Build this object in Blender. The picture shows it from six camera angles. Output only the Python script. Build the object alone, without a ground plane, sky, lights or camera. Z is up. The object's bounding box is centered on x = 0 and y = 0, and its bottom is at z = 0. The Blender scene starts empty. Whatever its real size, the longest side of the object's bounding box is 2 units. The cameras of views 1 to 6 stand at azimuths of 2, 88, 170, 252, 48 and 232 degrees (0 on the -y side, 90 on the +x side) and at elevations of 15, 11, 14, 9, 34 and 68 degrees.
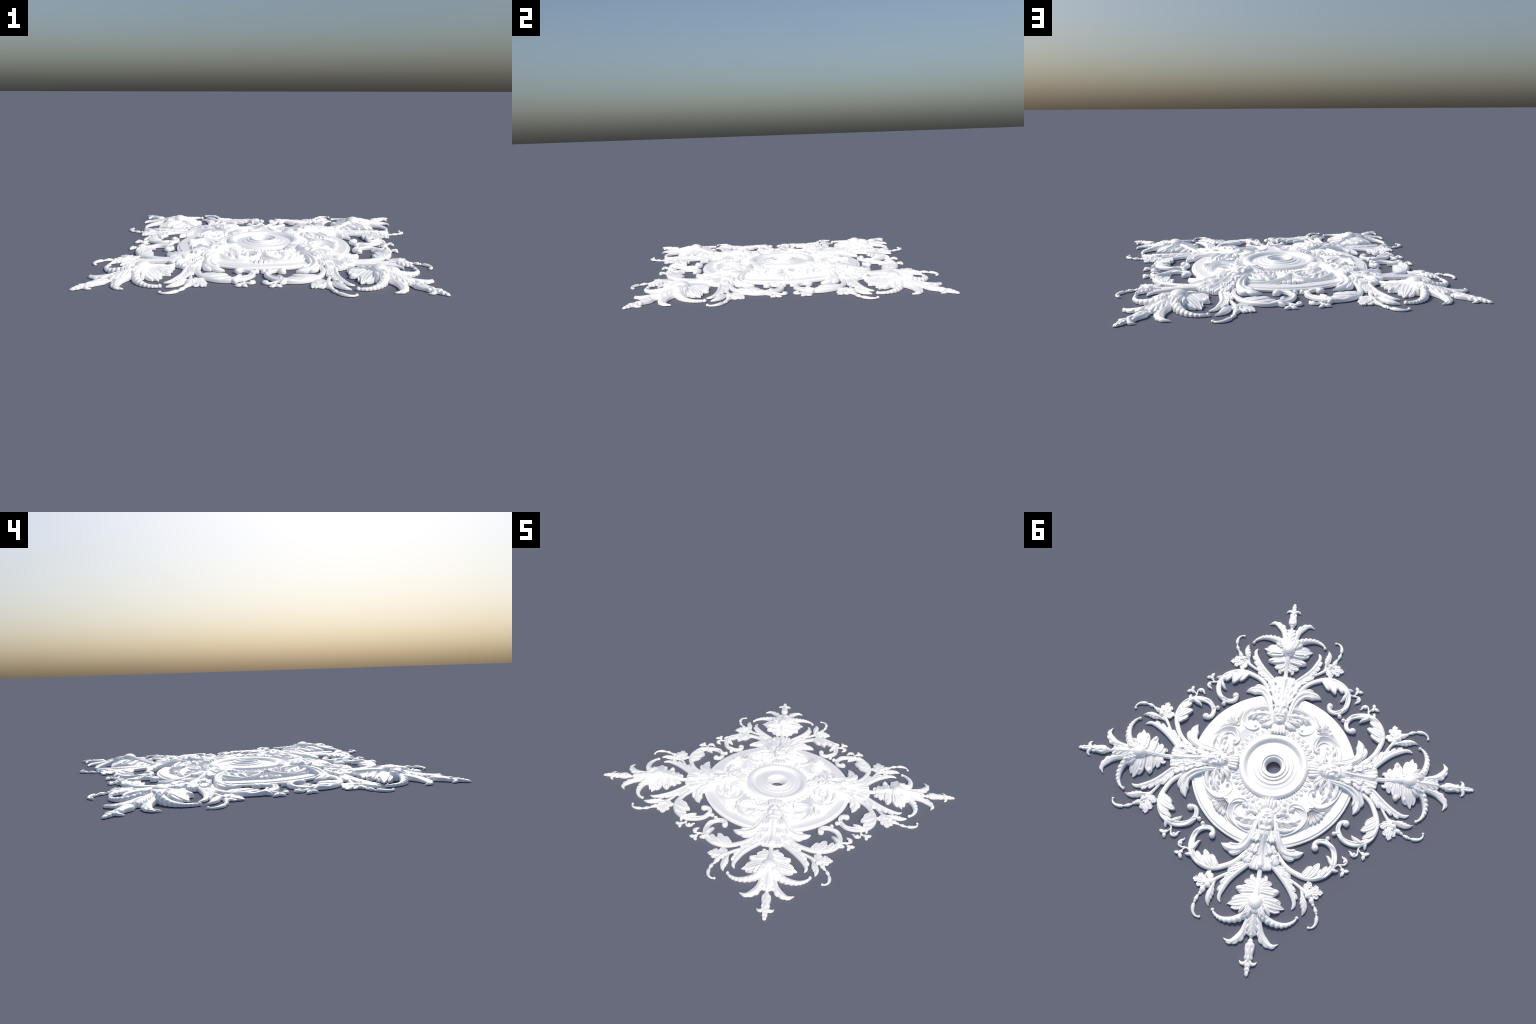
# Plaster ceiling medallion: a round moulded disc with a hollow hub, and four
# identical mirrored sprays of acanthus, scrolls and pendants on its diagonals.
# Everything is modelled once for one spray, in the spray's own frame
# (r = distance from the centre along the spray, t = sideways), then mirrored
# and turned about the centre four times.
import bpy, math
import numpy as np
from mathutils import Matrix, Vector

# ------------------------------------------------------------------ material
def plaster(name, tint, rough, sheen):
    m = bpy.data.materials.new(name)
    m.use_nodes = True
    nt = m.node_tree
    b = nt.nodes["Principled BSDF"]
    tc = nt.nodes.new("ShaderNodeTexCoord")
    n1 = nt.nodes.new("ShaderNodeTexNoise")
    n1.inputs["Scale"].default_value = 9.0
    n1.inputs["Detail"].default_value = 4.0
    cr = nt.nodes.new("ShaderNodeValToRGB")
    cr.color_ramp.elements[0].position = 0.3
    cr.color_ramp.elements[0].color = tuple(c * 0.975 for c in tint) + (1,)
    cr.color_ramp.elements[1].position = 0.7
    cr.color_ramp.elements[1].color = tuple(tint) + (1,)
    n2 = nt.nodes.new("ShaderNodeTexNoise")
    n2.inputs["Scale"].default_value = 260.0
    bp = nt.nodes.new("ShaderNodeBump")
    bp.inputs["Strength"].default_value = 0.03
    bp.inputs["Distance"].default_value = 0.001
    L = nt.links.new
    L(tc.outputs["Object"], n1.inputs["Vector"])
    L(tc.outputs["Object"], n2.inputs["Vector"])
    L(n1.outputs["Fac"], cr.inputs["Fac"])
    L(cr.outputs["Color"], b.inputs["Base Color"])
    L(n2.outputs["Fac"], bp.inputs["Height"])
    L(bp.outputs["Normal"], b.inputs["Normal"])
    b.inputs["Roughness"].default_value = rough
    b.inputs["Metallic"].default_value = sheen      # glossy paint: part of the light is mirrored
    return m

PLASTER = plaster("white_plaster", (1.0, 1.0, 1.0), 0.52, 0.22)

# ------------------------------------------------------------- small helpers
def cubic(s, y, q):
    """natural cubic spline through (s, y), read at q"""
    n = len(s)
    if n == 2:
        return np.interp(q, s, y)
    h = np.diff(s)
    A = np.eye(n); d = np.zeros(n)
    for i in range(1, n - 1):
        A[i, i-1], A[i, i], A[i, i+1] = h[i-1], 2*(h[i-1]+h[i]), h[i]
        d[i] = 6*((y[i+1]-y[i])/h[i] - (y[i]-y[i-1])/h[i-1])
    M = np.linalg.solve(A, d)
    k = np.clip(np.searchsorted(s, q) - 1, 0, n - 2)
    a, b = s[k+1]-q, q-s[k]
    return (M[k]*a**3 + M[k+1]*b**3)/(6*h[k]) + (y[k]/h[k]-M[k]*h[k]/6)*a + (y[k+1]/h[k]-M[k+1]*h[k]/6)*b

def ease(s, y, q):
    """monotone smooth interpolation (no overshoot)"""
    n = len(s); h = np.diff(s); dl = np.diff(y)/h
    m = np.zeros(n); m[0], m[-1] = dl[0], dl[-1]
    for i in range(1, n-1):
        m[i] = 0 if dl[i-1]*dl[i] <= 0 else 2*dl[i-1]*dl[i]/(dl[i-1]+dl[i])
    k = np.clip(np.searchsorted(s, q) - 1, 0, n - 2)
    t = (q-s[k])/h[k]
    return ((2*t**3-3*t**2+1)*y[k] + (t**3-2*t**2+t)*h[k]*m[k]
            + (3*t**2-2*t**3)*y[k+1] + (t**3-t**2)*h[k]*m[k+1])

def bump(x, c, w):
    return np.exp(-((x-c)/w)**2)

# cross-sections: relative height over v = -1 .. 1
def dome(v):     return np.sqrt(np.clip(1-v*v, 0, 1))
def soft(v):     return np.clip(1-np.abs(v)**2.6, 0, 1)**0.6
def veined(v):   return soft(v)*(1-0.30*np.exp(-(v/0.16)**2))
def ridged(v):   return 0.75*soft(v)+0.25*np.exp(-(v/0.22)**2)*soft(v)
def fluted(v):   return soft(v)*(0.8+0.2*np.cos(3*np.pi*v))
def hollow(v):   # ribbon with two raised rims and a dished middle
    return np.clip(1-np.abs(v)**8, 0, 1)**0.5*(0.35+0.65*np.abs(v)**1.6)

def dished(v):   # high outer lip at v = -1, sloping inward to a low bead at v = 1
    return (np.clip((1+v)/0.10, 0, 1)**0.5*(0.10+0.90*np.clip((1-v)/1.7, 0, 1)**1.5) + 0.16*bump(v, 0.84, 0.13))*np.clip((1-v)/0.05, 0, 1)**0.5
def channel(v):  # raised lips, hollow between
    return np.clip(1-np.abs(v)**7, 0, 1)**0.5*(0.45+0.55*bump(v, -0.62, 0.34)+0.30*bump(v, 0.68, 0.30))
def cupped(v):   # leaf blade with a sharp midrib groove and steep sides
    return soft(v)*(1-0.26*np.exp(-(v/0.13)**2))
def saucer(v):   # dished blade: raised margins, hollow on both sides of a low midrib
    return np.clip(1-np.abs(v)**9, 0, 1)**0.5*(0.30+0.62*np.abs(v)**1.7+0.38*np.exp(-(v/0.20)**2))
def hollowed(v):  # dished blade without a rib
    return np.clip(1-np.abs(v)**8, 0, 1)**0.5*(0.50+0.50*np.abs(v)**1.8)
def keeled(v):   # sharp crest falling away on both sides
    return np.clip(1-np.abs(v), 0, 1)**0.9*0.75+0.25*soft(v)

DRAFT = 0.0010

def close_grid(P, base):
    """a height-field patch P[nu, nv, 3] becomes a solid with vertical walls down to base"""
    nu, nv = P.shape[:2]
    V = [tuple(p) for p in P.reshape(-1, 3)]
    idx = np.arange(nu*nv).reshape(nu, nv)
    F = []
    for i in range(nu-1):
        for j in range(nv-1):
            F.append((idx[i, j], idx[i+1, j], idx[i+1, j+1], idx[i, j+1]))
    ring = [idx[0, j] for j in range(nv)] + [idx[i, -1] for i in range(1, nu)] \
        + [idx[-1, j] for j in range(nv-2, -1, -1)] + [idx[i, 0] for i in range(nu-2, 0, -1)]
    o = len(V)
    n = len(ring)
    Q = np.array([V[k][:2] for k in ring])
    T = np.roll(Q, -1, axis=0)-np.roll(Q, 1, axis=0)
    area = np.sum(Q[:, 0]*np.roll(Q[:, 1], -1)-np.roll(Q[:, 0], -1)*Q[:, 1])
    N = np.stack([T[:, 1], -T[:, 0]], 1)*np.sign(area)
    N /= np.maximum(np.linalg.norm(N, axis=1), 1e-9)[:, None]
    for i, k in enumerate(ring):       # castings have a little draft: the foot is wider than the edge above
        x, y, z = V[k]
        d = DRAFT*min(1.0, z/0.012) if base == 0.0 else 0.0
        V.append((x+N[i, 0]*d, y+N[i, 1]*d, min(base, z-1e-4)))
    for k in range(n):
        F.append((ring[k], ring[(k+1) % n], o+(k+1) % n, o+k))
    F.append(tuple(o+k for k in range(n)))
    return V, F

def ribbon(rows, nu=40, nv=13, sect=soft, lobes=0, depth=0.3, slant=0.6, groove=0.0,
           skew=0.0, sides=(1, 1), twist=False, ground=None, base=0.0, relief=None, lobe_from=0.0, notch=0.55):
    """A raised band along a spine.  rows: (r, t, half width, crest height, edge height).
    lobes scallop the margin (acanthus), groove cuts the veins between the lobes."""
    R = np.array(rows, float)
    s = np.concatenate([[0], np.cumsum(np.hypot(*np.diff(R[:, :2], axis=0).T))])
    s /= s[-1]
    u = np.linspace(0, 1, nu)
    x, y = cubic(s, R[:, 0], u), cubic(s, R[:, 1], u)
    hw, zt, ze = (ease(s, R[:, k], u) for k in (2, 3, 4))
    tx, ty = np.gradient(x), np.gradient(y)
    L = np.hypot(tx, ty); tx /= L; ty /= L
    v = np.sin(np.linspace(-np.pi/2, np.pi/2, nv))
    v = 0.55*v + 0.45*np.linspace(-1, 1, nv)
    U, Vv = np.meshgrid(u, v, indexing="ij")
    A = np.abs(Vv)
    W = hw[:, None]*np.ones_like(Vv)
    z_cut = 0
    if lobes:
        on = np.where(Vv < 0, sides[0], sides[1])*np.clip((U-lobe_from)*8, 0, 1)
        edge = 1-np.abs(np.sin(np.pi*(U*lobes - slant)))**notch
        W = W*(1-depth*edge*on)
        ph = U*lobes - slant*(Vv if twist else A)
        z_cut = groove*(1-np.abs(np.sin(np.pi*ph))**(notch+0.05))*np.clip(A*1.4, 0, 1)*on
    sk = skew*W*A**1.5
    X = x[:, None] - ty[:, None]*Vv*W + tx[:, None]*sk
    Y = y[:, None] + tx[:, None]*Vv*W + ty[:, None]*sk
    Z = ze[:, None] + (zt-ze)[:, None]*sect(Vv) - z_cut
    if relief is not None:
        Z = Z + relief(U, Vv)
    if ground is not None:
        Z = Z + ground(np.hypot(X, Y))
    return close_grid(np.dstack([X, Y, np.maximum(Z, base+0.002)]), base)

def knob(r, t, rad, ztop, zedge=0.0, rad2=None, turn=0.0, ground=None, base=0.0, n=28, m=9, power=0.5):
    """round boss: a dome on a short drum"""
    rad2 = rad2 or rad
    V, F = [], []
    g = (lambda X, Y: ground(math.hypot(X, Y))) if ground else (lambda X, Y: 0)
    c, s = math.cos(turn), math.sin(turn)
    for i in range(m):
        a = (i/(m-1))*math.pi/2
        k, h = math.cos(a), math.sin(a)
        for j in range(n):
            b = 2*math.pi*j/n
            dx, dy = k*rad*math.cos(b), k*rad2*math.sin(b)
            X, Y = r+c*dx-s*dy, t+s*dx+c*dy
            if i == m-1:
                X, Y = r, t
            V.append((X, Y, g(X, Y)+zedge+(ztop-zedge)*h**(2*power)))
            if i == m-1:
                break
    for i in range(m-2):
        for j in range(n):
            F.append((i*n+j, i*n+(j+1) % n, (i+1)*n+(j+1) % n, (i+1)*n+j))
    top = (m-1)*n
    for j in range(n):
        F.append(((m-2)*n+j, (m-2)*n+(j+1) % n, top))
    o = len(V)
    for j in range(n):
        V.append((V[j][0], V[j][1], base))
    for j in range(n):
        F.append((o+j, o+(j+1) % n, (j+1) % n, j))
    F.append(tuple(o+j for j in range(n-1, -1, -1)))
    return V, F

def turned(pts, nu=70, nv=11, tall=1.15, wall=0.25):
    """half-round turned work along a spine; pts: (r, t, half width)"""
    return ribbon([(r, t, w, w*tall+0.003, w*wall) for r, t, w in pts], nu=nu, nv=nv, sect=dome)

def patch(r0, r1, t0, t1, height, nu, nv, base):
    """rectangular relief patch with a height function"""
    r = np.linspace(r0, r1, nu); t = np.linspace(t0, t1, nv)
    X, Y = np.meshgrid(r, t, indexing="ij")
    return close_grid(np.dstack([X, Y, np.maximum(height(X, Y), base+0.001)]), base)

def lathe(profile, n=160):
    V, F = [], []
    m = len(profile)
    for j in range(n):
        a = 2*math.pi*j/n
        for R, z in profile:
            V.append((R*math.cos(a), R*math.sin(a), z))
    for j in range(n):
        k = (j+1) % n
        for i in range(m):
            i2 = (i+1) % m
            F.append((j*m+i, k*m+i, k*m+i2, j*m+i2))
    return V, F

def smooth_profile(pts, per=5):
    P = np.array(pts, float)
    s = np.concatenate([[0], np.cumsum(np.hypot(*np.diff(P, axis=0).T))])
    q = np.unique(np.concatenate([np.linspace(a, b, per, endpoint=False) for a, b in zip(s[:-1], s[1:])] + [[s[-1]]]))
    return list(zip(ease_xy(s, P[:, 0], q), ease_xy(s, P[:, 1], q)))

def ease_xy(s, y, q):
    return ease(s, y, q)

# --------------------------------------------------------- object assembling
# how strongly each kind of part stands up from the ground, relative to its drawn section
STANDS = {"scroll": 0.88, "scroll_leaf": 0.85, "scroll_thorn": 0.85, "sprig": 0.9, "trefoil": 0.9, "branch_leaf": 0.88, "branch_stem": 0.85,
          "flower_leaf": 0.76, "flower_boss": 0.84, "tendril": 0.82, "palmette_body": 0.74, "palmette_leaf": 0.86, "tail_leaf": 0.86,
          "finial": 0.94, "finial_petal": 0.85, "finial_bud": 0.9, "crown_body": 0.92, "crown_leaf": 0.91, "stem": 0.9}
def make_mesh(name, pieces, mirror=False):
    k = STANDS[name]*0.94 if name in STANDS else 1.0
    pieces = [([(x, y, z*k) for x, y, z in v], f) for v, f in pieces]
    V, F = [], []
    for v, f in pieces:
        o = len(V)
        V += [tuple(map(float, p)) for p in v]
        F += [tuple(int(i)+o for i in q) for q in f]
    if mirror:
        V = [(x, -y, z) for x, y, z in V]
        F = [tuple(reversed(q)) for q in F]
    c = np.mean(np.array(V), axis=0); c[2] = min(p[2] for p in V)
    V = [(x-c[0], y-c[1], z-c[2]) for x, y, z in V]
    me = bpy.data.meshes.new(name)
    me.from_pydata(V, [], F)
    me.validate()
    import bmesh
    bm = bmesh.new(); bm.from_mesh(me)
    bmesh.ops.remove_doubles(bm, verts=bm.verts, dist=2e-5)
    bmesh.ops.recalc_face_normals(bm, faces=bm.faces)
    bm.to_mesh(me); bm.free()
    for p in me.polygons:
        p.use_smooth = True
    me.set_sharp_from_angle(angle=math.radians(62))
    me.materials.append(PLASTER)
    return me, Vector(c)

THING = bpy.data.objects.new("ceiling_medallion", None)
bpy.context.scene.collection.objects.link(THING)
THING["label"] = "white plaster ceiling medallion with scrolling acanthus leaves"
THING["category"] = "ceiling ornament"

PLACED = {}          # (name of the part, arm, side) -> (object, centre)
def place(name, me, c, angle, parent=None, kind=None):
    ob = bpy.data.objects.new(name, me)
    bpy.context.scene.collection.objects.link(ob)
    if parent is None:
        ob.parent = THING
        ob.matrix_local = Matrix.Rotation(angle, 4, "Z") @ Matrix.Translation(c)
    else:
        pob, pc = parent
        ob.parent = pob
        ob.matrix_local = Matrix.Translation(c - pc)
    if kind:
        ob["kind"] = kind
    return ob

ARMS = [math.radians(45+90*k) for k in range(4)]

# The modelled half-spray faces the x axis.  The half that faces the y axis is the same
# casting bent a few millimetres: (r, t) of a feature, and how far it lies off there.
BEND = [(1.025, 0.344, 0.015, -0.004), (0.960, 0.388, 0.012, -0.001), (0.975, 0.265, 0.012, -0.004), (0.957, 0.295, 0.011, -0.003), (0.928, 0.227, 0.004, -0.005),
        (0.519, 0.334, -0.009, 0.009), (0.562, 0.261, 0.000, 0.012), (0.800, 0.415, 0.003, 0.005), (0.933, 0.181, 0.003, -0.005), (0.444, 0.410, -0.006, 0.003),
        (0.645, 0.529, 0.006, 0.003), (0.650, 0.491, 0.000, 0.000), (0.565, 0.414, -0.006, -0.004), (0.622, 0.367, -0.007, -0.003), (0.730, 0.310, 0.005, 0.000),
        (0.728, 0.203, 0.003, 0.006), (1.150, 0.165, 0.000, 0.000), (1.036, 0.150, 0.004, 0.000)] + [(r, 0.0, 0.0, 0.0) for r in (0.5, 0.6, 0.7, 0.8, 0.9, 1.0, 1.1, 1.2, 1.3)]
def bent(pieces):
    B = np.array(BEND)
    out = []
    for v, f in pieces:
        P = np.array(v, float)
        w = np.exp(-((P[:, None, 0]-B[None, :, 0])**2+(P[:, None, 1]-B[None, :, 1])**2)/0.075**2)
        P[:, :2] += (w @ B[:, 2:])/(w.sum(1)+0.12)[:, None]
        out.append(([tuple(p) for p in P], f))
    return out

def part(name, pieces, on=None, both=False, key=None, kind=None):
    """pieces: list of solids in the spray frame.  both: mirrored copy on the other side.
    on: key of the part that carries it."""
    key = key or name
    made = {}
    for k, a in enumerate(ARMS):
        for side in ((1, -1) if both else (1,)):
            facing_y = both and not name.startswith("disc") and (k % 2 == 0) == (side > 0)
            if (side, facing_y) not in made:
                made[side, facing_y] = make_mesh(name, bent(pieces) if facing_y else pieces, side < 0)
            me, c = made[side, facing_y]
            par = None
            if on:
                par = PLACED.get((on, k, side)) or PLACED[(on, k, 1)]
            PLACED[(key, k, side)] = (place(name, me, c, a, par, kind), c)

# ============================================================ disc and hub
DISC = [(0.050, 0.0), (0.560, 0.0), (0.5605, 0.008), (0.558, 0.0125), (0.551, 0.0140), (0.5475, 0.0125),
        (0.5440, 0.0150), (0.5425, 0.0195), (0.538, 0.0210), (0.520, 0.0208), (0.500, 0.0212), (0.480, 0.0215),
        (0.400, 0.0220), (0.340, 0.0235), (0.312, 0.0275), (0.296, 0.0320), (0.280, 0.0345), (0.240, 0.0350),
        (0.180, 0.0300), (0.060, 0.0250)]
DR = np.array([p[0] for p in DISC[:0:-1]]); DZ = np.array([p[1] for p in DISC[:0:-1]])
def G(R):
    return np.interp(R, DR, DZ)

me, c = make_mesh("disc", [lathe(smooth_profile(DISC, 4), 200)])
place("disc", me, c, 0)
HUB = [(0.0480, 0.002), (0.0500, 0.026), (0.0550, 0.044), (0.0605, 0.0520), (0.0650, 0.0540), (0.0690, 0.0530), (0.0720, 0.0545),
       (0.0750, 0.0602), (0.0800, 0.0618), (0.0838, 0.0600), (0.0855, 0.0550), (0.0890, 0.0538), (0.1010, 0.0540), (0.1045, 0.0525), (0.1065, 0.0475),
       (0.1110, 0.0465), (0.1290, 0.0462), (0.1330, 0.0450), (0.1355, 0.0425), (0.1400, 0.0412), (0.1580, 0.0395), (0.1720, 0.0370),
       (0.1790, 0.0385), (0.1860, 0.0460), (0.1950, 0.0535), (0.2060, 0.0570), (0.2170, 0.0568), (0.2270, 0.0530),
       (0.2335, 0.0470), (0.2350, 0.0400), (0.2200, 0.0250), (0.1000, 0.0120)]
me, c = make_mesh("hub_ring", [lathe(smooth_profile(HUB, 4), 160)])
place("hub_ring", me, c, 0)

# ring of forty upright leaflets round the hub
leaf = []
leaf.append(ribbon([(0.234, 0, 0.0075, 0.004, 0.001), (0.254, 0, 0.0100, 0.007, 0.001), (0.273, 0, 0.0125, 0.0115, 0.003), (0.281, 0, 0.0105, 0.0115, 0.003), (0.288, 0, 0.0035, 0.009, 0.003)],
                   nu=18, nv=15, sect=fluted, ground=G, base=0.02))
leaf.append(ribbon([(0.234, 0.0185, 0.004, 0.005, 0.001), (0.252, 0.0198, 0.006, 0.009, 0.002), (0.266, 0.0208, 0.002, 0.006, 0.002)],
                   nu=10, nv=7, ground=G, base=0.02))
me, c = make_mesh("collar_leaf", leaf)
for k in range(40):
    place("collar_leaf", me, c, math.radians(4.5+9*k))

# ============================================== ornament lying on the disc
def polar(R, a):
    return R*math.cos(math.radians(a)), R*math.sin(math.radians(a))
def prow(R, a, w, zt, ze):
    return (*polar(R, a), w, zt, ze)


# raised field between each pair of scrolls: a kite from the collar to the moulded gable
def field_half_angle(R):
    return np.interp(R, [0.285, 0.305, 0.325, 0.350, 0.385, 0.410], [19.0, 16.0, 12.0, 7.6, 5.2, 3.0])
def field():
    R = np.linspace(0.285, 0.396, 26); w = np.linspace(-1, 1, 25)
    RR, WW = np.meshgrid(R, w, indexing="ij")
    A = np.radians(45+WW*field_half_angle(RR))
    Z = np.interp(RR, [0.285, 0.34, 0.408], [0.0370, 0.0480, 0.0530]) - 0.002*np.abs(WW)**3
    return close_grid(np.dstack([RR*np.cos(A), RR*np.sin(A), Z]), 0.012)
part("disc_field", [field()])

part("disc_scroll", [
    ribbon([prow(0.486, 8.0, 0.008, 0.026, 0.022), prow(0.477, 13.0, 0.013, 0.030, 0.022), prow(0.463, 22.0, 0.019, 0.034, 0.023),
            prow(0.442, 30.2, 0.0230, 0.041, 0.024), prow(0.419, 34.9, 0.0245, 0.047, 0.025), prow(0.389, 37.6, 0.0245, 0.052, 0.026),
            prow(0.354, 37.6, 0.0230, 0.053, 0.027), prow(0.325, 34.8, 0.0190, 0.049, 0.028), prow(0.312, 30.6, 0.0140, 0.049, 0.030),
            prow(0.319, 26.8, 0.0105, 0.047, 0.030), prow(0.334, 26.2, 0.0085, 0.044, 0.030)],
           nu=90, nv=25, sect=dished, base=0.01),
    knob(*polar(0.331, 29.3), 0.0130, 0.049, 0.032, base=0.01)], both=True)
part("disc_scroll_fillet", [
    ribbon([prow(0.484, 25.0, 0.004, 0.025, 0.020), prow(0.469, 32.6, 0.0065, 0.036, 0.021), prow(0.447, 38.0, 0.0068, 0.046, 0.022),
            prow(0.415, 41.6, 0.0064, 0.054, 0.026), prow(0.392, 43.0, 0.0060, 0.0580, 0.028), prow(0.384, 45.3, 0.0054, 0.059, 0.028)],
           nu=44, nv=11, sect=keeled, base=0.01),
    ribbon([prow(0.484, 32.0, 0.004, 0.025, 0.020), prow(0.471, 36.6, 0.0050, 0.033, 0.021), prow(0.450, 40.4, 0.0052, 0.042, 0.022),
            prow(0.424, 43.0, 0.0048, 0.050, 0.024), prow(0.409, 44.1, 0.0045, 0.054, 0.026), prow(0.403, 45.3, 0.0042, 0.055, 0.026)],
           nu=36, nv=11, sect=keeled, base=0.01)], on="disc_scroll", both=True)

# shell fans half-way between the sprays
shell = []
for i in range(-2, 3):
    a = 3.3*i
    reach = 0.484-0.0020*abs(i)**2
    shell.append(ribbon([prow(0.412+0.005*abs(i), 45+0.25*a, 0.0030, 0.052, 0.038), prow(0.443, 45+0.50*a, 0.0060, 0.045-0.002*abs(i), 0.030),
                         prow(reach-0.010, 45+a, 0.0120, 0.046-0.004*abs(i), 0.033), prow(reach, 45+1.03*a, 0.0095, 0.043-0.004*abs(i), 0.030)],
                        nu=18, nv=13, sect=fluted, base=0.01))
part("shell_fan", shell)

# acanthus leaves filling the disc scrolls
def disc_leaf(rows, **k):
    return ribbon([prow(*q) for q in rows], nu=36, nv=17, sect=cupped, base=0.01, **k)
def leaf_pit(U, V):      # hollow behind the turned-over upper lobe
    return -0.013*bump(U, 0.40, 0.13)*bump(V, 0.30, 0.28) + 0.004*bump(V, -0.25, 0.30)
part("disc_leaf", [ribbon([prow(*q) for q in (
    (0.378, 6, 0.026, 0.052, 0.038), (0.388, 12, 0.033, 0.051, 0.037), (0.402, 19, 0.035, 0.049, 0.036), (0.412, 25.5, 0.028, 0.046, 0.033), (0.413, 30, 0.014, 0.041, 0.031), (0.410, 33, 0.004, 0.034, 0.026))],
    nu=60, nv=29, sect=soft, lobes=4, depth=0.42, slant=0.55, groove=0.007, skew=0.5, relief=leaf_pit, base=0.01, notch=0.8)], both=True)
DISC_LEAVES = [
    [(0.436, 8, 0.011, 0.054, 0.038), (0.450, 12.5, 0.0150, 0.051, 0.036), (0.459, 18, 0.0140, 0.046, 0.034), (0.458, 23.0, 0.0100, 0.041, 0.031), (0.452, 26, 0.004, 0.034, 0.026)],
    [(0.455, 6, 0.009, 0.046, 0.034), (0.470, 8.5, 0.0120, 0.044, 0.033), (0.480, 12, 0.0100, 0.040, 0.030), (0.482, 15, 0.004, 0.032, 0.025)],
    [(0.350, 11, 0.010, 0.050, 0.038), (0.350, 16, 0.0145, 0.049, 0.037), (0.356, 20.5, 0.0125, 0.050, 0.038), (0.364, 23.5, 0.004, 0.042, 0.032)],
    [(0.335, 10, 0.010, 0.055, 0.040), (0.321, 15.0, 0.0145, 0.055, 0.042), (0.315, 19.5, 0.0130, 0.052, 0.042), (0.319, 22.5, 0.005, 0.046, 0.036)]]
for i, rows in enumerate(DISC_LEAVES):
    part("disc_leaf", [disc_leaf(rows)], both=True, key="disc_leaf_%d" % i)

# ================================================== grotesque mask and crown
def face_height(r, t):
    q = np.sqrt(((r-0.392)/0.098)**2 + (t/0.054)**2)
    z = 0.038 + 0.036*np.clip(1-q**3.8, 0, 1)**0.5
    at = np.abs(t)
    z = z + 0.008*bump(t, 0, 0.0085)*bump(r, 0.402, 0.018) + 0.003*bump(t, 0, 0.007)*bump(r, 0.430, 0.022)
    z = z + 0.004*bump(at, 0.009, 0.005)*bump(r, 0.388, 0.007)
    z = z - 0.012*bump(at, 0.024, 0.011)*bump(r, 0.426, 0.0095) + 0.007*bump(at, 0.024, 0.007)*bump(r, 0.427, 0.005)
    z = z + 0.006*bump(at, 0.022, 0.017)*bump(r, 0.448, 0.0085)
    z = z + 0.008*bump(at, 0.031, 0.011)*bump(r, 0.397, 0.013)
    z = z + 0.009*bump(at, 0.017, 0.014)*bump(r, 0.374+at*(-0.25), 0.006)
    z = z - 0.011*bump(t, 0, 0.016)*bump(r, 0.361, 0.0045)
    z = z + 0.007*bump(t, 0, 0.012)*bump(r, 0.351, 0.005)
    z = z + 0.008*bump(t, 0, 0.014)*bump(r, 0.326, 0.012)
    z = z + 0.0022*np.sin(at*520+r*90)*bump(r, 0.318, 0.022)
    z = z + 0.0018*np.sin(at*420)*np.clip((r-0.455)*40, 0, 1)
    return z
def ellipse_patch(rc, ra, tb, height, base, n=56, m=26):
    V, F = [], []
    for i in range(m):
        k = 1-i/(m-1)
        for j in range(n):
            b = 2*math.pi*j/n
            r, t = rc+ra*k*math.cos(b), tb*k*math.sin(b)
            V.append((r, t, float(height(np.array(r), np.array(t)))))
            if i == m-1:
                break
    for i in range(m-2):
        for j in range(n):
            F.append((i*n+j, i*n+(j+1) % n, (i+1)*n+(j+1) % n, (i+1)*n+j))
    for j in range(n):
        F.append(((m-2)*n+j, (m-2)*n+(j+1) % n, (m-1)*n))
    o = len(V)
    for j in range(n):
        V.append((V[j][0], V[j][1], base))
    for j in range(n):
        F.append((o+j, o+(j+1) % n, (j+1) % n, j))
    F.append(tuple(range(o+n-1, o-1, -1)))
    return V, F
part("mask_face", [ellipse_patch(0.392, 0.096, 0.053, face_height, 0.02, 72, 40)])

# pleated ruff between the chin and the hub
ruff = []
for i in range(-2, 3):
    a = i*0.30
    ruff.append(ribbon([(0.318, 0.012*i, 0.010, 0.050, 0.042), (0.285, 0.018*i, 0.0125, 0.064-0.002*abs(i), 0.050), (0.252, 0.0205*i, 0.0120, 0.066-0.003*abs(i), 0.054),
                        (0.232+0.004*abs(i), 0.0215*i, 0.0060, 0.062-0.003*abs(i), 0.050)], nu=18, nv=9, sect=soft, base=0.03))
part("ruff_pleat", ruff, on="mask_face")
part("ruff_leaf", [
    ribbon([(0.330, 0.040, 0.014, 0.055, 0.045), (0.308, 0.062, 0.018, 0.060, 0.048), (0.290, 0.080, 0.012, 0.058, 0.046), (0.284, 0.090, 0.004, 0.052, 0.042)],
           nu=24, nv=11, sect=veined, lobes=3, depth=0.25, groove=0.005, base=0.03),
    ribbon([(0.345, 0.060, 0.010, 0.058, 0.045), (0.335, 0.085, 0.014, 0.062, 0.046), (0.330, 0.112, 0.010, 0.058, 0.046), (0.332, 0.124, 0.003, 0.052, 0.042)],
           nu=24, nv=11, sect=veined, lobes=3, depth=0.25, groove=0.005, base=0.03)], on="mask_face", both=True)

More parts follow.
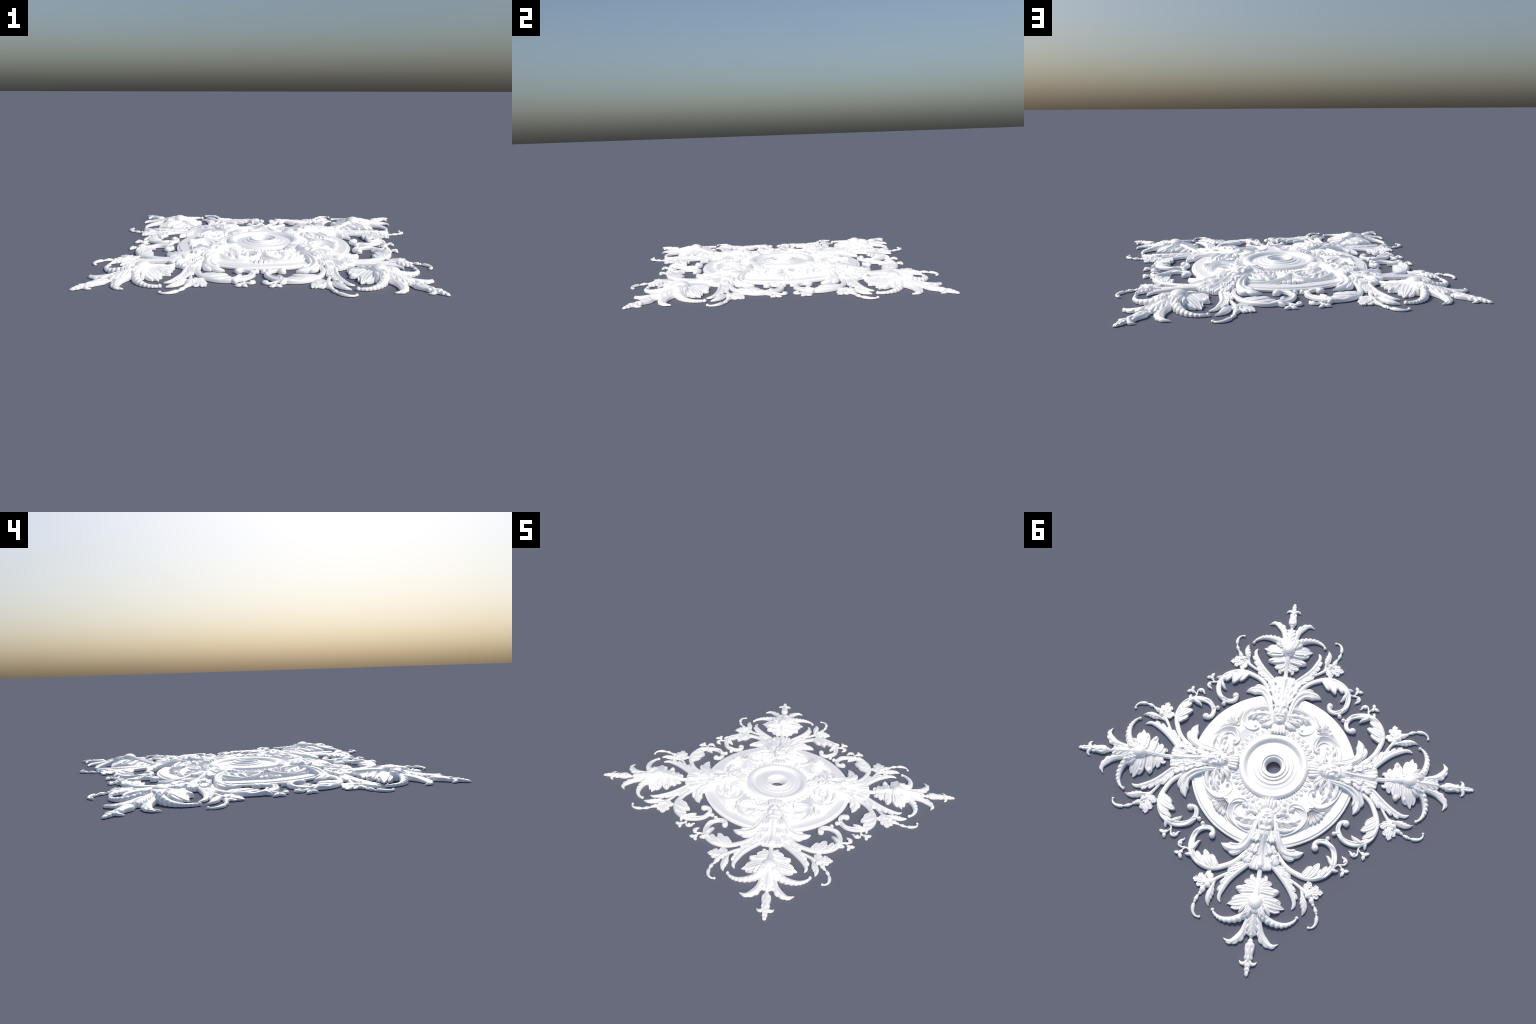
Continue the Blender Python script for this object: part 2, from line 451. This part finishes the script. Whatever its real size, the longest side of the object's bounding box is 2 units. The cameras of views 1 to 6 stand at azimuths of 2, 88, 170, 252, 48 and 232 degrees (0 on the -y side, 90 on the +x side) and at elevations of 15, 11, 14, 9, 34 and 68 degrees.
# the broad leaf that sweeps from the mask over the edge of the disc
def sweep_relief(U, V):
    return (-0.010*bump(V, 0.35, 0.35)*np.clip((U-0.08)*5, 0, 1)*np.clip((0.8-U)*5, 0, 1)
            - 0.006*bump(U, 0.80, 0.035)*np.clip(np.abs(V)*2-0.8, 0, 1) + 0.004*bump(V, -0.35, 0.25)*np.clip((U-0.6)*4, 0, 1)
            + 0.0022*np.cos(9*V)*np.clip((0.55-U)*6, 0, 1))
part("sweeping_leaf", [
    ribbon([(0.330, 0.046, 0.009, 0.050, 0.042), (0.385, 0.062, 0.014, 0.055, 0.044), (0.440, 0.074, 0.0185, 0.059, 0.046), (0.500, 0.090, 0.0220, 0.056, 0.042),
            (0.545, 0.114, 0.0245, 0.046, 0.031), (0.576, 0.146, 0.0270, 0.038, 0.022), (0.583, 0.186, 0.0290, 0.027, 0.014), (0.578, 0.222, 0.0250, 0.022, 0.011), (0.571, 0.244, 0.0160, 0.018, 0.008), (0.560, 0.265, 0.002, 0.010, 0.004)],
           nu=76, nv=21, sect=soft, relief=sweep_relief),
    ribbon([(0.575, 0.125, 0.010, 0.032, 0.018), (0.600, 0.150, 0.016, 0.031, 0.017), (0.612, 0.176, 0.0165, 0.027, 0.014), (0.614, 0.196, 0.010, 0.022, 0.011), (0.611, 0.208, 0.003, 0.014, 0.008)], nu=26, nv=13, sect=cupped),
    ribbon([(0.556, 0.150, 0.007, 0.034, 0.020), (0.562, 0.178, 0.010, 0.032, 0.018), (0.557, 0.200, 0.0105, 0.029, 0.016), (0.552, 0.212, 0.003, 0.020, 0.010)], nu=20, nv=11, sect=soft)], both=True)

# acanthus crown over the mask: body, three tiers of turned-over leaf ends, central rib
part("crown_body", [
    ribbon([(0.430, 0, 0.040, 0.082, 0.056), (0.480, 0, 0.050, 0.078, 0.046), (0.525, 0, 0.066, 0.046, 0.028), (0.590, 0, 0.078, 0.031, 0.018),
            (0.640, 0, 0.074, 0.027, 0.014), (0.672, 0, 0.058, 0.023, 0.012)], nu=40, nv=25, sect=soft)])
def crown(rows, lobes=3, depth=0.34, groove=0.005, skew=0.45, sect=hollowed):
    rows = [(r, t, w*1.08, zt, max(ze, zt-0.012)) for r, t, w, zt, ze in rows]
    return ribbon(rows, nu=52, nv=21, sect=sect, lobes=lobes, depth=depth, slant=0.8, groove=groove, skew=skew, notch=0.75)
# central fan: a narrow rib that spreads into seven short blades, the middle one turned up at its end
part("crown_leaf", [
    crown([(0.440, 0, 0.014, 0.086, 0.060), (0.490, 0, 0.013, 0.080, 0.054), (0.550, 0, 0.012, 0.058, 0.038), (0.610, 0, 0.014, 0.044, 0.028),
           (0.648, 0, 0.020, 0.044, 0.028), (0.676, 0, 0.021, 0.047, 0.030), (0.690, 0, 0.012, 0.043, 0.026), (0.695, 0, 0.006, 0.036, 0.022)], 4, 0.18, 0.003, 0.3, keeled)], on="crown_body")
for key, t1, t2, r2, w in (("e", 0.013, 0.027, 0.706, 0.0155), ("f", 0.026, 0.054, 0.702, 0.0185)):
    part("crown_leaf", [
        crown([(0.520, 0.006, 0.007, 0.056, 0.036), (0.580, t1*0.8, 0.010, 0.044, 0.026), (0.630, t1*1.3, w*0.9, 0.037, 0.022), (0.675, t2*0.90, w*1.1, 0.037, 0.022),
               (r2-0.008, t2, w*0.75, 0.034, 0.018), (r2, t2*1.03, w*0.3, 0.026, 0.012)], 0)], on="crown_body", both=True, key="crown_leaf_"+key)
# turned-over leaf ends in three tiers down the flanks: each stands up at its blunt end
part("crown_leaf", [
    crown([(0.432, 0.020, 0.012, 0.068, 0.050), (0.468, 0.036, 0.018, 0.073, 0.054), (0.500, 0.048, 0.0225, 0.077, 0.058), (0.521, 0.055, 0.0200, 0.076, 0.056), (0.530, 0.058, 0.0130, 0.070, 0.052)], 2),
    knob(0.519, 0.028, 0.0095, 0.070, 0.046), knob(0.516, 0.076, 0.0110, 0.064, 0.042)],
    on="crown_body", both=True, key="crown_leaf_a")
part("crown_leaf", [
    crown([(0.530, 0.028, 0.009, 0.056, 0.038), (0.560, 0.040, 0.0135, 0.056, 0.040), (0.584, 0.048, 0.0165, 0.057, 0.042), (0.598, 0.052, 0.0130, 0.055, 0.040), (0.604, 0.054, 0.007, 0.048, 0.034)], 2),
    crown([(0.536, 0.054, 0.009, 0.052, 0.036), (0.562, 0.068, 0.0150, 0.053, 0.038), (0.586, 0.080, 0.0165, 0.050, 0.036), (0.600, 0.086, 0.0085, 0.044, 0.030)], 2),
    knob(0.608, 0.030, 0.008, 0.046, 0.028)],
    on="crown_body", both=True, key="crown_leaf_b")
part("crown_leaf", [
    crown([(0.590, 0.058, 0.013, 0.040, 0.026), (0.616, 0.078, 0.0215, 0.043, 0.030), (0.640, 0.089, 0.0250, 0.042, 0.030), (0.660, 0.095, 0.0200, 0.037, 0.026), (0.671, 0.098, 0.010, 0.028, 0.018)], 2),
    knob(0.608, 0.098, 0.0125, 0.042, 0.024), knob(0.648, 0.068, 0.010, 0.044, 0.026)],
    on="crown_body", both=True, key="crown_leaf_c")

# ================================================================ C-scroll
sc = [(0.580, 0.096, 0.0115, 0.024, 0.014), (0.642, 0.139, 0.0140, 0.023, 0.013), (0.679, 0.182, 0.0155, 0.022, 0.012), (0.702, 0.230, 0.0165, 0.022, 0.012),
      (0.718, 0.280, 0.0170, 0.023, 0.013), (0.720, 0.332, 0.0175, 0.025, 0.014), (0.706, 0.382, 0.0190, 0.027, 0.015), (0.677, 0.424, 0.0195, 0.028, 0.016),
      (0.640, 0.452, 0.0195, 0.028, 0.016), (0.596, 0.465, 0.0190, 0.027, 0.016), (0.554, 0.463, 0.0180, 0.026, 0.015), (0.512, 0.447, 0.0175, 0.026, 0.015),
      (0.487, 0.420, 0.0170, 0.026, 0.015), (0.473, 0.388, 0.0160, 0.026, 0.015), (0.475, 0.356, 0.0150, 0.027, 0.016), (0.490, 0.333, 0.0145, 0.028, 0.017), (0.512, 0.326, 0.0150, 0.030, 0.018)]
def scroll_relief(U, V):
    # sheathing leaves wrapped along the outer two thirds: slanting crests and hollows
    on = np.clip((U-0.36)*9, 0, 1)*np.clip((0.97-U)*12, 0, 1)
    w = np.sin(2*np.pi*(U*5.2-0.30*V)+0.8*np.sin(U*23))
    return on*(0.0050*w*np.clip(1.1-V*V, 0, 1) - 0.005*bump(V, 0.05+0.25*np.sin(U*19), 0.30))
part("scroll", [
    ribbon(sc, nu=150, nv=19, sect=soft, relief=scroll_relief, lobes=5.2, depth=0.10, slant=0.3, lobe_from=0.36),
    knob(0.520, 0.334, 0.0228, 0.0345, 0.012)], both=True)
part("scroll_bead", [knob(0.448, 0.411, 0.0150, 0.024, 0.006), ribbon([(0.480, 0.404, 0.008, 0.022, 0.010), (0.452, 0.410, 0.007, 0.016, 0.006)], nu=6, nv=7)],
     on="scroll", both=True)
def small_leaf(rows, nu=26, nv=11, **k):
    return ribbon(rows, nu=nu, nv=nv, sect=veined, **k)
def lobe(rows):
    return ribbon(rows, nu=30, nv=19, sect=saucer)
part("scroll_leaf", [
    lobe([(0.716, 0.266, 0.010, 0.026, 0.018), (0.694, 0.290, 0.0200, 0.031, 0.022), (0.668, 0.309, 0.0200, 0.031, 0.022), (0.651, 0.319, 0.0120, 0.027, 0.020), (0.643, 0.323, 0.004, 0.020, 0.014)]),
    lobe([(0.716, 0.308, 0.014, 0.030, 0.022), (0.684, 0.335, 0.0250, 0.037, 0.026), (0.650, 0.356, 0.0205, 0.036, 0.026), (0.630, 0.366, 0.0125, 0.031, 0.024), (0.619, 0.369, 0.004, 0.024, 0.018)]),
    lobe([(0.714, 0.344, 0.012, 0.028, 0.020), (0.688, 0.366, 0.0175, 0.031, 0.022), (0.666, 0.379, 0.0110, 0.027, 0.020), (0.656, 0.383, 0.004, 0.020, 0.014)]),
    lobe([(0.704, 0.378, 0.012, 0.031, 0.022), (0.674, 0.399, 0.0165, 0.033, 0.024), (0.648, 0.413, 0.0120, 0.031, 0.022), (0.634, 0.423, 0.004, 0.024, 0.016)])], on="scroll", both=True)
part("scroll_thorn", [
    small_leaf([(0.625, 0.455, 0.010, 0.036, 0.022), (0.598, 0.438, 0.012, 0.035, 0.020), (0.574, 0.424, 0.009, 0.028, 0.014), (0.563, 0.409, 0.002, 0.018, 0.008)]),
    small_leaf([(0.655, 0.445, 0.010, 0.032, 0.018), (0.655, 0.470, 0.011, 0.028, 0.014), (0.654, 0.486, 0.008, 0.020, 0.010), (0.653, 0.495, 0.002, 0.012, 0.006)])], on="scroll", both=True)

# sprig with a trefoil and a curled bud
part("sprig", [
    ribbon([(0.634, 0.466, 0.007, 0.020, 0.008), (0.614, 0.492, 0.0055, 0.013, 0.005), (0.611, 0.520, 0.0055, 0.012, 0.005), (0.600, 0.541, 0.008, 0.014, 0.005),
            (0.583, 0.543, 0.010, 0.016, 0.006), (0.568, 0.529, 0.009, 0.014, 0.005), (0.561, 0.517, 0.005, 0.011, 0.004), (0.551, 0.515, 0.002, 0.007, 0.003)], nu=44, nv=9),
    knob(0.588, 0.533, 0.012, 0.021, 0.006),
    ribbon([(0.614, 0.496, 0.005, 0.012, 0.005), (0.626, 0.513, 0.005, 0.012, 0.005), (0.645, 0.526, 0.005, 0.013, 0.005)], nu=12, nv=7)], on="scroll", both=True)
trefoil = []
for a, l in ((-25, 0.040), (100, 0.036), (-135, 0.028)):
    ca, sa = math.cos(math.radians(a)), math.sin(math.radians(a))
    trefoil.append(small_leaf([(0.652-0.003*ca, 0.531-0.003*sa, 0.005, 0.014, 0.006), (0.652+0.4*l*ca, 0.531+0.4*l*sa, 0.0125, 0.017, 0.006),
                               (0.652+0.7*l*ca, 0.531+0.7*l*sa, 0.0105, 0.014, 0.005), (0.652+l*ca, 0.531+l*sa, 0.0015, 0.006, 0.003)], nu=16, nv=9))
trefoil.append(knob(0.652, 0.531, 0.006, 0.019, 0.006))
part("trefoil", trefoil, on="sprig", both=True)

# ======================================================== leafy side branch
branch = [ribbon([(0.650, 0.053, 0.011, 0.030, 0.018), (0.682, 0.084, 0.0120, 0.029, 0.017), (0.718, 0.121, 0.0130, 0.029, 0.016), (0.753, 0.155, 0.0140, 0.028, 0.015), (0.803, 0.196, 0.0145, 0.026, 0.014),
                  (0.850, 0.225, 0.0140, 0.023, 0.012), (0.880, 0.237, 0.0125, 0.020, 0.010), (0.906, 0.238, 0.0105, 0.016, 0.008), (0.929, 0.227, 0.003, 0.008, 0.004)], nu=70, nv=15, sect=ridged)]
for r0, t0, r1, t1, r2, t2, w, z in ((0.668, 0.078, 0.676, 0.118, 0.691, 0.160, 0.0165, 0.028), (0.692, 0.104, 0.707, 0.152, 0.731, 0.200, 0.0195, 0.029),
                                     (0.738, 0.150, 0.757, 0.186, 0.780, 0.214, 0.0150, 0.027), (0.777, 0.182, 0.795, 0.216, 0.816, 0.239, 0.0140, 0.026), (0.820, 0.213, 0.839, 0.239, 0.862, 0.254, 0.0120, 0.024)):
    # each lobe rises from the rib, dishes, and ends in two blunt scallops
    branch.append(ribbon([(r0, t0, w*0.6, z-0.004, z-0.012), (r1, t1, w, z, z-0.010), (0.4*r1+0.6*r2, 0.4*t1+0.6*t2, w*0.85, z-0.002, z-0.011), (r2, t2, w*0.2, z-0.010, z-0.016)],
                         nu=34, nv=17, sect=saucer, lobes=2.5, depth=0.22, slant=0.7, groove=0.003, skew=0.35, notch=0.7))
part("branch_leaf", branch, both=True)
part("branch_stem", [
    ribbon([(0.716, 0.150, 0.012, 0.026, 0.012), (0.740, 0.186, 0.010, 0.020, 0.009), (0.762, 0.228, 0.0095, 0.017, 0.008), (0.786, 0.266, 0.011, 0.017, 0.008), (0.812, 0.303, 0.016, 0.020, 0.010)], nu=30, nv=9),
    ribbon([(0.783, 0.262, 0.008, 0.015, 0.007), (0.806, 0.277, 0.0085, 0.015, 0.007), (0.835, 0.284, 0.010, 0.018, 0.008)], nu=14, nv=9)], on="branch_leaf", both=True)
part("branch_leaflet", [
    ribbon([(0.826, 0.283, 0.008, 0.016, 0.008), (0.850, 0.288, 0.015, 0.022, 0.010), (0.875, 0.294, 0.022, 0.024, 0.011), (0.902, 0.301, 0.021, 0.022, 0.010),
            (0.928, 0.303, 0.014, 0.018, 0.008), (0.958, 0.295, 0.002, 0.007, 0.004)], nu=60, nv=15, sect=ridged, lobes=5, depth=0.28, slant=0.6, groove=0.006, sides=(1.0, 0.15))],
     on="branch_stem", both=True)
def petal(rows):
    rows = [(r, t, w*1.28, zt, max(ze, zt-0.009)) for r, t, w, zt, ze in rows]
    return ribbon(rows, nu=44, nv=19, sect=saucer, lobes=3, depth=0.30, slant=0.75, groove=0.004, skew=0.45, notch=0.8)
part("flower_leaf", [
    petal([(0.812, 0.305, 0.012, 0.024, 0.012), (0.785, 0.306, 0.018, 0.024, 0.012), (0.762, 0.320, 0.017, 0.021, 0.011), (0.750, 0.334, 0.006, 0.014, 0.007)]),
    petal([(0.815, 0.318, 0.010, 0.022, 0.012), (0.797, 0.340, 0.015, 0.022, 0.012), (0.780, 0.365, 0.0145, 0.018, 0.010), (0.770, 0.380, 0.006, 0.012, 0.006)]),
    petal([(0.825, 0.325, 0.010, 0.025, 0.012), (0.812, 0.355, 0.016, 0.024, 0.012), (0.805, 0.385, 0.0155, 0.020, 0.010), (0.802, 0.411, 0.005, 0.011, 0.005)]),
    petal([(0.830, 0.325, 0.008, 0.022, 0.012), (0.832, 0.350, 0.0125, 0.020, 0.011), (0.834, 0.372, 0.011, 0.016, 0.009), (0.831, 0.386, 0.004, 0.010, 0.005)])],
     on="branch_stem", both=True)
part("flower_boss", [knob(0.831, 0.318, 0.019, 0.030, 0.012), knob(0.815, 0.310, 0.014, 0.025, 0.010), knob(0.822, 0.338, 0.011, 0.027, 0.010), knob(0.842, 0.330, 0.010, 0.024, 0.008)], on="branch_stem", both=True)
part("tendril", [
    turned([(0.842, 0.336, 0.012), (0.850, 0.341, 0.0150), (0.860, 0.345, 0.0168), (0.872, 0.351, 0.0140), (0.881, 0.356, 0.0100), (0.885, 0.358, 0.0118), (0.889, 0.361, 0.0090),
            (0.897, 0.368, 0.0052), (0.903, 0.371, 0.0100), (0.907, 0.373, 0.0095), (0.913, 0.375, 0.0120), (0.922, 0.379, 0.0128), (0.932, 0.382, 0.0085), (0.936, 0.3835, 0.0100),
            (0.941, 0.3845, 0.0060), (0.946, 0.385, 0.0055), (0.953, 0.387, 0.0090), (0.957, 0.388, 0.0125), (0.960, 0.388, 0.0110), (0.968, 0.3885, 0.0128), (0.984, 0.388, 0.0118),
            (1.003, 0.383, 0.0095), (1.018, 0.372, 0.0075), (1.0265, 0.357, 0.0058), (1.027, 0.345, 0.0050)], nu=110),
    knob(1.0265, 0.343, 0.0092, 0.0145, 0.003)], on="branch_stem", both=True)

# ============================================== palmette, bud and horns
part("stem", [ribbon([(0.655, 0, 0.017, 0.030, 0.012), (0.715, 0, 0.0155, 0.022, 0.010), (0.780, 0, 0.0150, 0.032, 0.018), (0.830, 0, 0.0165, 0.048, 0.034), (0.890, 0, 0.0160, 0.062, 0.046)],
                     nu=40, nv=19, sect=lambda v: soft(v)*(0.82+0.18*np.cos(4*np.pi*v)))])
part("palmette_body", [
    ribbon([(0.775, 0, 0.022, 0.030, 0.012), (0.815, 0, 0.040, 0.034, 0.014), (0.860, 0, 0.054, 0.040, 0.016), (0.900, 0, 0.068, 0.044, 0.018), (0.940, 0, 0.070, 0.046, 0.020), (0.980, 0, 0.056, 0.054, 0.026), (1.000, 0, 0.030, 0.050, 0.026)],
           nu=36, nv=25, sect=soft)])
PALM = [
    [(0.790, 0.014, 0.010, 0.028, 0.016), (0.770, 0.028, 0.014, 0.028, 0.014), (0.757, 0.044, 0.0125, 0.024, 0.010), (0.746, 0.044, 0.009, 0.020, 0.009), (0.742, 0.034, 0.004, 0.014, 0.006)],
    [(0.802, 0.018, 0.010, 0.036, 0.020), (0.786, 0.046, 0.016, 0.032, 0.014), (0.786, 0.070, 0.015, 0.024, 0.010), (0.789, 0.088, 0.005, 0.016, 0.006)],
    [(0.815, 0.020, 0.010, 0.044, 0.024), (0.812, 0.056, 0.012, 0.032, 0.014), (0.814, 0.080, 0.010, 0.024, 0.010), (0.814, 0.096, 0.003, 0.016, 0.006)],
    [(0.838, 0.022, 0.012, 0.048, 0.028), (0.836, 0.062, 0.017, 0.042, 0.020), (0.836, 0.096, 0.020, 0.033, 0.014), (0.834, 0.122, 0.017, 0.025, 0.010), (0.832, 0.138, 0.006, 0.017, 0.006)],
    [(0.856, 0.030, 0.010, 0.048, 0.028), (0.859, 0.070, 0.011, 0.036, 0.016), (0.859, 0.098, 0.009, 0.026, 0.010), (0.855, 0.119, 0.003, 0.016, 0.006)],
    [(0.888, 0.036, 0.012, 0.054, 0.032), (0.890, 0.076, 0.017, 0.046, 0.022), (0.893, 0.108, 0.019, 0.038, 0.016), (0.897, 0.138, 0.0150, 0.029, 0.012), (0.902, 0.158, 0.004, 0.016, 0.006)],
    [(0.908, 0.046, 0.018, 0.058, 0.036), (0.914, 0.085, 0.025, 0.052, 0.026), (0.920, 0.120, 0.025, 0.041, 0.018), (0.927, 0.152, 0.016, 0.027, 0.010), (0.934, 0.182, 0.002, 0.010, 0.004)],
    [(0.930, 0.060, 0.012, 0.050, 0.032), (0.945, 0.096, 0.016, 0.042, 0.020), (0.952, 0.126, 0.014, 0.032, 0.012), (0.953, 0.155, 0.004, 0.017, 0.006)],
]
for i, rows in enumerate(PALM):
    if i in (2, 4):
        rows = [(r, t, w*0.95, zt*0.80, ze*0.80) for r, t, w, zt, ze in rows]
    rows = [(r, t, w*1.06, zt, max(ze, zt-0.011)) for r, t, w, zt, ze in rows]
    ends = {3: [(0.835, 0.116, 0.0175, 0.036, 0.020)], 5: [(0.894, 0.122, 0.0150, 0.038, 0.020)]}.get(i, [])
    part("palmette_leaf", [ribbon(rows, nu=40, nv=21, sect=saucer)] + [knob(r, t, w*1.25, zt, ze, rad2=w*0.82, turn=1.75) for r, t, w, zt, ze in ends], on="palmette_body", both=True, key="palmette_leaf_%d" % i)
def bud_petals(U, V):
    return -0.004*bump(np.abs(V), 0.45, 0.12)*np.clip((U-0.35)*4, 0, 1)
part("bud", [knob(0.921, 0, 0.050, 0.0755, 0.040, rad2=0.0465, n=40, m=14),
             ribbon([(0.925, 0, 0.040, 0.062, 0.046), (0.955, 0, 0.042, 0.060, 0.046), (0.976, 0, 0.026, 0.056, 0.044), (0.986, 0, 0.008, 0.050, 0.040)], nu=24, nv=21, sect=soft, relief=bud_petals)])
part("bud_leaf", [
    ribbon([(0.930, 0.036, 0.014, 0.060, 0.044), (0.955, 0.044, 0.018, 0.060, 0.044), (0.982, 0.056, 0.016, 0.058, 0.042), (1.004, 0.070, 0.006, 0.050, 0.036)],
           nu=36, nv=13, sect=veined, lobes=3, depth=0.3, groove=0.005, skew=0.3),
    ribbon([(0.940, 0.020, 0.012, 0.060, 0.044), (0.966, 0.028, 0.015, 0.062, 0.046), (0.992, 0.036, 0.012, 0.058, 0.042), (1.008, 0.042, 0.004, 0.050, 0.036)],
           nu=36, nv=13, sect=veined, lobes=3, depth=0.3, groove=0.005, skew=0.3),
    ribbon([(0.935, 0.055, 0.010, 0.052, 0.036), (0.950, 0.072, 0.013, 0.054, 0.036), (0.968, 0.086, 0.012, 0.050, 0.032), (0.984, 0.096, 0.004, 0.042, 0.024)],
           nu=30, nv=11, sect=veined, lobes=2, depth=0.3, groove=0.004, skew=0.3)], on="bud", both=True)

# beaded horns: a tapering core with swelling beads along its outer side
hs = [(0.985, 0.046, 0.022, 0.052, 0.034), (1.012, 0.093, 0.019, 0.036, 0.020), (1.026, 0.132, 0.017, 0.027, 0.014), (1.031, 0.169, 0.0155, 0.021, 0.010), (1.028, 0.199, 0.0135, 0.017, 0.008),
      (1.017, 0.226, 0.011, 0.015, 0.007), (1.001, 0.249, 0.0085, 0.015, 0.007), (0.987, 0.261, 0.0065, 0.013, 0.006), (0.978, 0.265, 0.006, 0.012, 0.005)]
horn = [ribbon(hs, nu=50, nv=13, sect=dome)]
for r, t, w, z in ((1.003, 0.062, 0.0230, 0.047), (1.018, 0.089, 0.0220, 0.039), (1.029, 0.118, 0.0205, 0.032), (1.035, 0.148, 0.0190, 0.026), (1.0355, 0.177, 0.0170, 0.022),
                   (1.030, 0.203, 0.0148, 0.019), (1.020, 0.225, 0.0126, 0.0165), (1.008, 0.243, 0.0106, 0.0145), (0.994, 0.256, 0.0088, 0.0125)):
    horn.append(knob(r, t, w, z, z*0.35))
horn.append(knob(0.977, 0.2655, 0.0112, 0.017, 0.004))
part("beaded_horn", horn, both=True)

# ================================================== tail leaves and finial
part("tail_leaf", [
    ribbon([(0.970, 0, 0.020, 0.060, 0.040), (1.000, 0, 0.034, 0.058, 0.034), (1.040, 0, 0.040, 0.052, 0.030), (1.075, 0, 0.037, 0.044, 0.026), (1.102, 0, 0.024, 0.037, 0.020), (1.122, 0, 0.010, 0.028, 0.014)],
           nu=72, nv=25, sect=ridged, lobes=4, depth=0.42, slant=0.75, groove=0.009, skew=0.55, notch=0.75),
    knob(1.108, 0, 0.0165, 0.034, 0.012)])
part("tail_leaf", [
    ribbon([(0.985, 0.024, 0.016, 0.046, 0.028), (1.030, 0.038, 0.016, 0.041, 0.023), (1.070, 0.047, 0.019, 0.036, 0.018), (1.103, 0.056, 0.024, 0.031, 0.015), (1.132, 0.073, 0.027, 0.027, 0.012),
            (1.152, 0.096, 0.0225, 0.023, 0.011), (1.165, 0.121, 0.0170, 0.020, 0.010), (1.163, 0.143, 0.0115, 0.017, 0.008), (1.147, 0.169, 0.002, 0.008, 0.004)],
           nu=80, nv=19, sect=ridged, lobes=7, depth=0.36, slant=0.5, groove=0.006, skew=0.1, sides=(1.0, 0.0), lobe_from=0.25)], both=True, key="tail_leaf_side")
def vase_relief(U, V):
    return -0.006*bump(np.abs(V), 0.42, 0.20)*bump(U, 0.36, 0.13) - 0.004*np.clip((U-0.72)*6, 0, 1)*bump(np.abs(V), 0.42, 0.12)
part("finial", [
    turned([(1.112, 0, 0.014), (1.120, 0, 0.011), (1.130, 0, 0.0085), (1.138, 0, 0.0120), (1.145, 0, 0.0175), (1.149, 0, 0.0190), (1.153, 0, 0.0165), (1.155, 0, 0.0145)], nu=40),
    ribbon([(1.154, 0, 0.015, 0.024, 0.008), (1.160, 0, 0.0235, 0.029, 0.010), (1.172, 0, 0.0295, 0.031, 0.012), (1.190, 0, 0.0305, 0.031, 0.012), (1.212, 0, 0.0275, 0.028, 0.011), (1.232, 0, 0.0245, 0.025, 0.010),
            (1.246, 0, 0.0250, 0.024, 0.009), (1.256, 0, 0.0140, 0.020, 0.007)], nu=50, nv=21, sect=dome, relief=vase_relief)])
part("finial_petal", [
    ribbon([(1.236, 0.0185, 0.007, 0.022, 0.008), (1.248, 0.0200, 0.008, 0.021, 0.007), (1.258, 0.0195, 0.003, 0.014, 0.005)], nu=14, nv=9),
    ribbon([(1.262, 0.004, 0.011, 0.022, 0.008), (1.274, 0.013, 0.012, 0.021, 0.008), (1.282, 0.028, 0.0115, 0.018, 0.007), (1.279, 0.042, 0.0085, 0.013, 0.005), (1.265, 0.0535, 0.0015, 0.005, 0.002)], nu=26, nv=9)],
     on="finial", both=True)
tip = [ribbon([(1.232, 0, 0.008, 0.026, 0.012), (1.246, 0, 0.0115, 0.028, 0.012), (1.260, 0, 0.0105, 0.026, 0.010), (1.272, 0, 0.002, 0.018, 0.008)], nu=18, nv=11),
       ribbon([(1.262, 0, 0.008, 0.018, 0.006), (1.290, 0, 0.0150, 0.018, 0.005), (1.312, 0, 0.0140, 0.014, 0.004), (1.336, 0, 0.0100, 0.010, 0.003), (1.353, 0, 0.003, 0.005, 0.002)], nu=24, nv=11, sect=dome)]
for r, w, z, off in ((1.292, 0.0115, 0.0225, 0.0105), (1.315, 0.0115, 0.0190, 0.0095), (1.336, 0.0090, 0.0145, 0.0060)):
    for sgn in (1, -1):
        tip.append(ribbon([(r-0.016, 0.003*sgn, w*0.35, z-0.003, 0.006), (r-0.002, off*0.75*sgn, w*0.80, z, 0.006), (r+0.008, off*sgn, w*0.70, z-0.003, 0.005), (r+0.016, off*1.05*sgn, w*0.15, z-0.010, 0.003)], nu=18, nv=11, sect=soft))
tip.append(ribbon([(1.330, 0, 0.004, 0.013, 0.005), (1.342, 0, 0.0085, 0.013, 0.004), (1.351, 0, 0.0060, 0.009, 0.003), (1.357, 0, 0.001, 0.004, 0.002)], nu=14, nv=11))
part("finial_bud", tip, on="finial")
